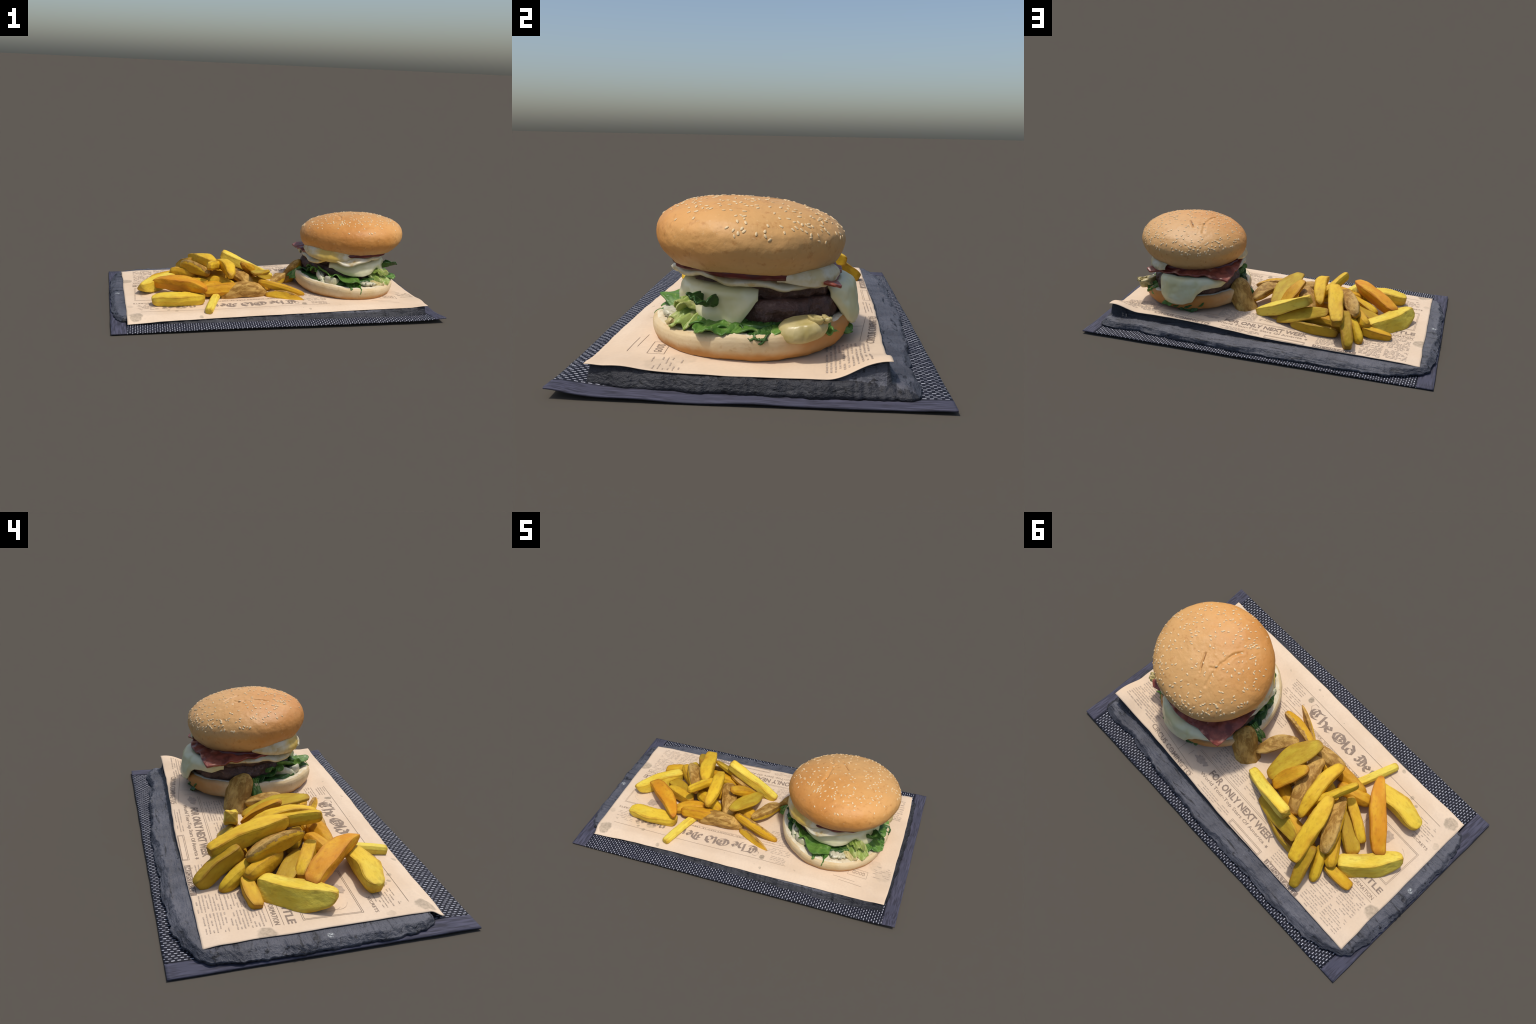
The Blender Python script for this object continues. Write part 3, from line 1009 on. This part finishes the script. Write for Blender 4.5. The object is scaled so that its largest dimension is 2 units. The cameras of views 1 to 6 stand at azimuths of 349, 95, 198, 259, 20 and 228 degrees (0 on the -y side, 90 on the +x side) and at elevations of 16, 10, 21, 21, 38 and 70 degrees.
# groove lines on the crown in world xy
CREASES = [([(.427, -.116), (.446, -.071), (.445, -.027), (.445, .041), (.417, .131)], .0075, .0075),
           ([(.543, .028), (.520, .066), (.491, .105)], .0045, .008),
           ([(.445, .041), (.47, .06)], .006, .004), ([(.313, .133), (.325, .14)], .006, .004), ([(.60, -.20), (.625, -.19)], .007, .004),
           ([(.62, -.225), (.585, -.235)], .005, .003)]


def seg_dist(px, py, a, b):
    ax, ay, bx, by = *a, *b
    t = max(0, min(1, ((px - ax) * (bx - ax) + (py - ay) * (by - ay)) / ((bx - ax) ** 2 + (by - ay) ** 2)))
    return math.hypot(px - ax - t * (bx - ax), py - ay - t * (by - ay))


def bun_point(th, ph):
    """ph: 0 crown .. pi/2 widest .. below"""
    rr, ww = math.sin(ph), math.cos(ph)
    e = 2 / BN
    r_ = rr ** e
    w_ = math.copysign(abs(ww) ** e, ww)
    w = w_ * (BHU if w_ > 0 else BHL)
    p = BC + BU * (BA * r_ * math.cos(th)) + BV * (BB * r_ * math.sin(th)) + BW * w
    d = (p - BC).normalized()
    k = .005 * fbm(p.x, p.y, p.z, 7, 4, 2) + .0013 * fbm(p.x, p.y, p.z, 38, 9, 2)
    if ww > .2:
        for line, wd, dep in CREASES:
            dm = min(seg_dist(p.x + .003 * n3(p.x, p.y, 0, 60, 2), p.y + .003 * n3(p.x, p.y, 0, 60, 8), a, b) for a, b in zip(line[:-1], line[1:]))
            if dm < wd * 3.5:
                k -= dep * math.exp(-(dm / wd) ** 2) * (.7 + .5 * n3(p.x, p.y, 0, 40, 3))
                k += dep * .12 * math.exp(-((dm - 2 * wd) / wd) ** 2)
    return p + d * k


def top_bun():
    phs = list(np.linspace(.02, math.pi / 2, 110)) + list(np.linspace(math.pi / 2 + .02, 2.16, 34))
    nth = 300
    V, nr = [], len(phs) + 5
    for i in range(nth):
        th = TAU * i / nth
        col = [bun_point(th, ph) for ph in phs]
        last = col[-1]
        wv = (last - BC).dot(BW)
        axis = BC + BW * wv
        for s, dz in ((.965, -.008), (.91, -.013), (.8, -.015), (.5, -.015), (.1, -.015)):
            q = axis + (last - axis) * s + BW * (dz + .003 * n3(last.x * s, last.y * s, 0, 14, 2))
            col.append(q)
        V += [tuple(c - BC) for c in col]
    F = [tuple(reversed(f)) for f in grid_faces(nth, nr, cu=True)]
    n = len(V)
    V += [tuple(np.mean([V[i * nr] for i in range(nth)], axis=0)), tuple(np.mean([V[i * nr + nr - 1] for i in range(nth)], axis=0))]
    for i in range(nth):
        j = (i + 1) % nth
        F.append((n, i * nr, j * nr))
        F.append((n + 1, j * nr + nr - 1, i * nr + nr - 1))
    midx = [0] * len(F)
    F = [tuple(reversed(f)) for f in F]
    return add("top_bun", V, F, [M_BUN], burger, matrix=Matrix.Translation(BC))


bun = top_bun()


def seed_mesh():
    V, nu, nv = [], 9, 10
    for i in range(nu):
        u = i / (nu - 1)
        a = math.pi * u
        r_ = math.sin(a) ** .9 * (.62 + .38 * u)
        for j in range(nv):
            b = TAU * j / nv
            V.append((-.0068 * math.cos(a), .0050 * r_ * math.cos(b), .0023 * r_ * math.sin(b)))
    me = bpy.data.meshes.new("sesame_seed")
    me.from_pydata(V, [], [tuple(reversed(f)) for f in grid_faces(nu, nv, cv=True)])
    me.materials.append(M_SEED)
    me.polygons.foreach_set("use_smooth", [True] * len(me.polygons))
    me.update()
    return me


SEED = seed_mesh()
placed, tries = [], 0
while len(placed) < 298 and tries < 9000:
    tries += 1
    th = rng.uniform(0, TAU)
    ph = math.acos(1 - rng.random() * 1.06)
    wx = BU.x * math.cos(th) + BV.x * math.sin(th)
    wy = BU.y * math.cos(th) + BV.y * math.sin(th)
    lim = 1.36 + .14 * wy + .10 * wx
    if ph > lim:
        continue
    p = bun_point(th, ph)
    dens = .62 + .65 * fbm(p.x, p.y, p.z, 9, 21, 2)
    front = sm(.0, -.9, wy) * sm(.75, 1.15, ph)
    if rng.random() > dens * (1 - .7 * front) * (1 - .4 * sm(1.2, 1.45, ph)):
        continue
    if any((p - q).length < .0095 for q in placed):
        continue
    e = .01
    nrm = (bun_point(th + e, ph) - bun_point(th - e, ph)).cross(bun_point(th, ph + e) - bun_point(th, ph - e)).normalized()
    if nrm.dot(p - BC) < 0:
        nrm = -nrm
    placed.append(p)
    t = nrm.orthogonal().normalized()
    t = Matrix.Rotation(rng.uniform(0, TAU), 3, nrm) @ t
    b = nrm.cross(t)
    R = Matrix((t, b, nrm)).transposed().to_4x4()
    s = rng.uniform(.82, 1.2)
    ob = bpy.data.objects.new("sesame_seed", SEED)
    SC.objects.link(ob)
    ob.parent = bun
    ob.matrix_parent_inverse = Matrix.Translation(-BC)
    ob.matrix_basis = Matrix.Translation(p + nrm * .0006) @ R @ Matrix.Diagonal((s, s * rng.uniform(.85, 1.1), s, 1))

# heel of the bun: a shallow bowl with a crumb face
HC = Vector((.508, .002, .142))
HW = Vector((.036, -.050, 1)).normalized()
HU = Vector((1, 0, 0))
HU = (HU - HW * HU.dot(HW)).normalized()
HV = HW.cross(HU)
heel_prof = [(.30, -.074), (.70, -.073), (.86, -.070), (.92, -.062), (.958, -.048), (.982, -.030), (.996, -.012), (1.0, .004), (.990, .016), (.965, .024),
             (.925, .026), (.85, .021), (.75, .014), (.6, .010), (.3, .010)]


def heel_fn(th, k, r_, z):
    R_ = r_ * (1 + .018 * fbm(math.cos(th), math.sin(th), 0, 1.6, 3))
    ry = .350 if math.sin(th) < 0 else .325
    zz = z + .006 * fbm(math.cos(th) * r_, math.sin(th) * r_, 0, 2.4, 6) + (.002 * fbm(math.cos(th) * r_, math.sin(th) * r_, z * 10, 14, 6) if k > 8 else 0)
    p = HU * (.320 * R_ * math.cos(th)) + HV * (ry * R_ * math.sin(th)) + HW * zz
    w = p + HC
    w.z = max(w.z, paper_z(w.x, w.y) + .001)
    return w - HC


def bottom_bun():
    fine = []
    for (a, b), (c, d) in zip(heel_prof[:-1], heel_prof[1:]):
        for q in (0, .33, .67):
            fine.append((a + (c - a) * q, b + (d - b) * q))
    fine.append(heel_prof[-1])
    V, F = revolve(fine, 220, heel_fn)
    nr = len(fine)
    midx = []
    for f in F:
        ks = [v % nr for v in f[:3] if v < 220 * nr]
        th = f[-1] // nr / 220
        cut = 27 + 2.2 * n3(th * 12, 0, 0, 1, 2)
        midx.append(1 if min(ks) > cut else 0)
    return add("bottom_bun", V, F, [M_HEEL, M_CRUMB], burger, midx=midx, matrix=Matrix.Translation(HC))


bottom_bun()
FC = (.49, .02)       # axis of the filling


def disc(name, cx, cy, rx, ry, z0, z1, mat, seed, rough=.02, tilt=(0, 0), lump=.008, edge=.35, part=None):
    pr = []
    h = (z1 - z0) / 2
    for a in np.linspace(-math.pi / 2, math.pi / 2, 17):
        pr.append((1 - edge * h / rx * (1 - math.cos(a)) * 1.6, h * math.sin(a)))
    pr = [(.25, -h), (.6, -h)] + pr + [(.6, h), (.25, h)]

    def fn(th, k, r_, z):
        q = 1 + rough * fbm(math.cos(th), math.sin(th), 0, 2.2, seed) * 1.6
        x, y = rx * r_ * q * math.cos(th), ry * r_ * q * math.sin(th)
        g = lump * fbm(x, y, z, 16, seed, 3)
        n_ = math.hypot(x, y) + 1e-6
        return (x + g * x / n_, y + g * y / n_, z + tilt[0] * x + tilt[1] * y + lump * .5 * fbm(x, y, z * 2, 13, seed + 4, 3))
    V, F = revolve(pr, 160, fn)
    return add(name, V, F, [mat], part or burger, matrix=Matrix.Translation((cx, cy, (z0 + z1) / 2)))


disc("patty", .494, .035, .250, .264, .162, .250, M_PATTY, 3, .03, (-.02, .0), .012)
disc("patty", .490, .030, .236, .250, .240, .300, M_PATTY, 9, .04, (.0, -.03), .012)
disc("sauce", .525, -.01, .268, .262, .312, .338, M_SAUCE, 6, .03, (.03, -.05), .006)


# fried egg: lobed disc with a drooping rim
def egg():
    c = Vector((.505, -.005, .312))

    def fn(th, k, r_, z):
        ca, sa = math.cos(th), math.sin(th)
        q = 1 + .05 * fbm(ca, sa, 0, 2.0, 31, 3) + .07 * sm(-.35, -.95, ca * .62 + sa * .78)
        R_ = .262 * q * r_
        x, y = R_ * ca * 1.02, R_ * sa
        droop = -(.020 + .020 * sm(-.35, -.95, ca * .62 + sa * .78)) * sm(.72, 1.02, r_) * (.6 + .8 * (n3(ca * 3, sa * 3, 0, 1, 7) + .4))
        return (x, y, z + droop - .075 * y + .03 * x + .003 * fbm(x, y, z, 20, 3, 3))
    pr = [(.25, -.012), (.7, -.012), (.9, -.012), (.97, -.010), (1.0, -.004), (1.01, .003), (.99, .010), (.95, .015), (.88, .018), (.7, .018), (.25, .018)]
    fine = []
    for (a, b), (p, d) in zip(pr[:-1], pr[1:]):
        for t in (0, .5):
            fine.append((a + (p - a) * t, b + (d - b) * t))
    fine.append(pr[-1])
    V, F = revolve(fine, 200, fn)
    add("fried_egg", V, F, [M_EGG], burger, matrix=Matrix.Translation(c))


egg()


def drape(name, th0, th1, r_in, rad, ztop, zbot, mat, th=.016, seed=0, n=(90, 46), tilt=(0, 0)):
    """soft slice lying on the patty and hanging over its rim; rad(theta) rim radius, zbot(theta) lower edge"""
    nu, nv = n
    P = np.zeros((nu, nv, 3))
    for i in range(nu):
        t = i / (nu - 1)
        a = math.radians(th0 + (th1 - th0) * t)
        R_, zb = rad(math.degrees(a)), zbot(math.degrees(a))
        rb = .028
        flat, fall = R_ - rb - r_in, max(.002, ztop - rb - zb)
        tot = flat + rb * 1.57 + fall
        for j in range(nv):
            s = tot * j / (nv - 1)
            if s < flat:
                r_, z = r_in + s, ztop
            elif s < flat + rb * 1.57:
                b = (s - flat) / rb
                r_, z = R_ - rb + rb * math.sin(b), ztop - rb + rb * math.cos(b)
            else:
                q = (s - flat - rb * 1.57)
                r_, z = R_ + .012 * math.sin(q / .06), ztop - rb - q
            x, y = r_ * math.cos(a), r_ * math.sin(a)
            g = .007 * fbm(x, y, z, 12, seed, 3)
            P[i, j] = (x + g * math.cos(a), y + g * math.sin(a), z + tilt[0] * x + tilt[1] * y)
    T = np.ones((nu, nv)) * th
    for i in range(nu):
        e = min(i, nu - 1 - i) / 8
        T[i] *= .25 + .75 * math.sin(min(1, e) * math.pi / 2)
    for j in range(nv):
        e = (nv - 1 - j) / 6
        T[:, j] *= .35 + .65 * math.sin(min(1, e) * math.pi / 2) + (.35 * math.exp(-((e - 1.2) / .7) ** 2))
    V, F = shell(P, T)
    return add(name, V, F, [mat], burger, matrix=Matrix.Translation((FC[0], FC[1], 0)))


ip = lambda xs, ys: (lambda d: interp(d, xs, ys))
drape("cheese_slice", 58, 150, .16, ip([58, 68, 80, 95, 110, 130, 150], [.270, .292, .306, .308, .298, .292, .272]), .276,
      ip([58, 63, 68, 74, 82, 95, 105, 110, 116, 126, 138, 150], [.240, .205, .160, .142, .134, .138, .155, .200, .222, .230, .226, .252]), M_CHEESE, .020, 4)
drape("cheese_slice", -122, 2, .16, ip([-122, -100, -80, -60, -45, -25, 2], [.256, .260, .266, .274, .278, .270, .256]), .276,
      ip([-122, -112, -100, -88, -75, -62, -54, -50, -44, -38, -32, -25, -18, -10, -3, 2], [.262, .235, .214, .203, .200, .212, .236, .244, .215, .180, .162, .168, .152, .170, .215, .250]), M_CHEESE, .016, 14)


drape("egg_white", -178, -84, .20, ip([-178, -160, -140, -120, -100, -84], [.240, .262, .282, .286, .276, .262]), .368,
      ip([-178, -165, -150, -138, -125, -112, -100, -84], [.335, .318, .306, .300, .296, .290, .298, .312]), M_EGG_LOBE, .018, 24, tilt=(.03, -.02))
drape("egg_white", 14, 66, .18, ip([14, 30, 45, 56, 66], [.272, .286, .292, .286, .27]), .338,
      ip([14, 25, 35, 46, 56, 66], [.312, .300, .290, .286, .294, .310]), M_EGG_LOBE, .018, 27)


# bacon rashers: wavy strips wrapped around the upper filling
def bacon(th0, th1, rout, zout, rin=.17, zin=.300, seed=0, amp=.008):
    nu, nv = 110, 30
    P = np.zeros((nu, nv, 3))
    for i in range(nu):
        d = th0 + (th1 - th0) * i / (nu - 1)
        a = math.radians(d)
        ro, zo = rout(d), zout(d)
        for j in range(nv):
            s = j / (nv - 1)
            r_ = rin + (ro - rin) * s
            z = zin + (zo - zin) * s ** 1.7 + amp * s * math.sin(d * .33 + 2 * n3(d * .05, s, 0, 1, seed)) + .004 * fbm(r_ * math.cos(a), r_ * math.sin(a), 0, 18, seed)
            P[i, j] = (FC[0] + r_ * math.cos(a), FC[1] + r_ * math.sin(a), z)
    V, F = shell(P, .009)
    return add("bacon_rasher", V, F, [M_BACON], burger)


bacon(40, 118, ip([40, 46, 52, 60, 75, 95, 118], [.26, .338, .335, .278, .268, .268, .268]), ip([40, 49, 60, 80, 118], [.302, .292, .288, .302, .300]), zin=.308, seed=2, amp=.004)
bacon(104, 214, ip([104, 120, 130, 137, 140, 143, 150, 160, 172, 184, 196, 205, 214], [.262, .276, .308, .340, .348, .338, .308, .285, .272, .256, .258, .25, .24]),
      ip([104, 125, 133, 140, 147, 160, 184, 200, 214], [.303, .300, .288, .272, .284, .296, .304, .304, .306]), zin=.316, seed=7, amp=.005)


# lettuce: ruffled leaf edges squeezed out between heel and patty
def leaf(th0, th1, rin, rout, zin, zout, mat, seed, amp=.014, freq=9, th=.0055, name="lettuce_leaf", n=(110, 34), c=FC):
    nu, nv = n
    P = np.zeros((nu, nv, 3))
    for i in range(nu):
        t = i / (nu - 1)
        d = th0 + (th1 - th0) * t
        a = math.radians(d)
        env = min(1, min(t, 1 - t) * 5) ** .6
        ro, zo = rout(d) if callable(rout) else rout, zout(d) if callable(zout) else zout
        ro = rin + (ro - rin) * (.35 + .65 * env)
        for j in range(nv):
            s = j / (nv - 1)
            ph = freq * TAU * t + 3 * n3(t * 4, s * 1.5, 0, 1, seed)
            rf = s ** 1.6 * amp
            r_ = rin + (ro - rin) * s + rf * .9 * math.cos(ph) + .010 * s * fbm(t * 6, s * 2, 0, 1, seed + 5)
            z = zin + (zo - zin) * s ** 1.5 + rf * math.sin(ph) + .006 * fbm(t * 8, s * 3, 0, 1, seed + 9)
            aa = a + rf * .5 * math.sin(ph * .5)
            x, y = c[0] + r_ * math.cos(aa), c[1] + r_ * math.sin(aa)
            P[i, j] = (x, y, max(z, paper_z(x, y) + .004))
    V, F = shell(P, th)
    return add(name, V, F, [mat], burger)


disc("lettuce_bed", .492, .010, .275, .285, .142, .176, M_LEAF_DARK, 5, .05, (0, 0), .016, part=burger)
leaf(-142, -76, .20, ip([-142, -125, -108, -92, -82, -76], [.275, .292, .315, .352, .370, .35]), .195, ip([-142, -120, -105, -90, -80, -76], [.236, .215, .205, .180, .160, .165]), M_LEAF, 1, .014, 2.6)
leaf(-98, -80, .24, .360, .180, ip([-98, -88, -80], [.16, .118, .15]), M_LEAF, 3, .008, 1.5)
leaf(-140, -100, .21, .290, .190, .170, M_LEAF_DARK, 4, .012, 3)
leaf(-60, -36, .22, ip([-60, -48, -36], [.32, .355, .345]), .215, ip([-60, -46, -36], [.175, .148, .165]), M_LEAF_PALE, 5, .012, 3.4)
leaf(-57, -40, .22, .330, .235, .212, M_LEAF_PALE, 6, .013, 3)
leaf(-40, -6, .20, ip([-40, -24, -6], [.350, .358, .335]), .190, ip([-40, -22, -6], [.175, .158, .165]), M_LEAF, 8, .010, 2)
leaf(-36, -24, .24, .375, .215, .262, M_LEAF_DARK, 9, .012, 1)
leaf(-12, 34, .20, ip([-8, 4, 18, 34], [.325, .335, .320, .31]), .175, ip([-8, 5, 20, 34], [.165, .140, .168, .172]), M_LEAF_DARK, 11, .010, 3)
leaf(-6, 14, .26, .334, .176, .140, M_LEAF_DARK, 12, .003, .6, n=(60, 24))
leaf(30, 62, .20, ip([30, 45, 62], [.325, .335, .320]), .185, ip([30, 48, 62], [.175, .150, .135]), M_LEAF, 13, .010, 2)
leaf(56, 92, .20, ip([56, 70, 92], [.300, .312, .300]), .165, ip([56, 75, 92], [.140, .118, .110]), M_LEAF, 15, .010, 1.6)
leaf(84, 116, .22, ip([84, 102, 116], [.285, .298, .28]), .160, ip([84, 100, 116], [.09, .072, .10]), M_LEAF_DARK, 17, .008, 1.5)
leaf(168, 222, .20, ip([168, 178, 188, 205, 222], [.245, .275, .285, .265, .27]), .195, ip([165, 176, 185, 200, 222], [.180, .170, .165, .200, .220]), M_LEAF_DARK, 19, .014, 3)
leaf(177, 188, .26, .340, .190, .125, M_LEAF, 21, .006, 1)
leaf(200, 226, .20, ip([196, 212, 226], [.262, .278, .272]), .215, .222, M_LEAF, 23, .014, 2)

leaf(-72, 76, .20, ip([-72, -40, 0, 40, 76], [.330, .322, .312, .318, .312]), .176, ip([-72, -30, 10, 50, 76], [.165, .168, .160, .165, .140]), M_LEAF, 41, .009, 9, n=(220, 30))
leaf(70, 128, .21, .300, .165, ip([70, 90, 110, 128], [.125, .110, .125, .150]), M_LEAF_DARK, 43, .009, 4)

# onion pieces, pickle
disc("onion_slice", .318, -.172, .030, .060, .130, .205, M_ONION, 31, .05, (-.5, .35), .004)
disc("onion_slice", .375, -.225, .050, .040, .140, .190, M_ONION, 33, .05, (-.3, -.3), .004)
leaf(-80, -60, .22, .335, .155, .160, M_ONION, 35, .005, 1, .018, "onion_slice", (40, 16))
leaf(-64, -48, .24, .345, .165, .150, M_PICKLE, 36, .008, 2, .014, "onion_slice", (40, 16))
disc("onion_slice", .772, .168, .046, .076, .142, .198, M_PICKLE, 37, .04, (-.25, .15), .005)
leaf(31, 40, .30, .378, .175, .212, M_PICKLE, 39, .003, 1, .012, "onion_slice", (30, 14))
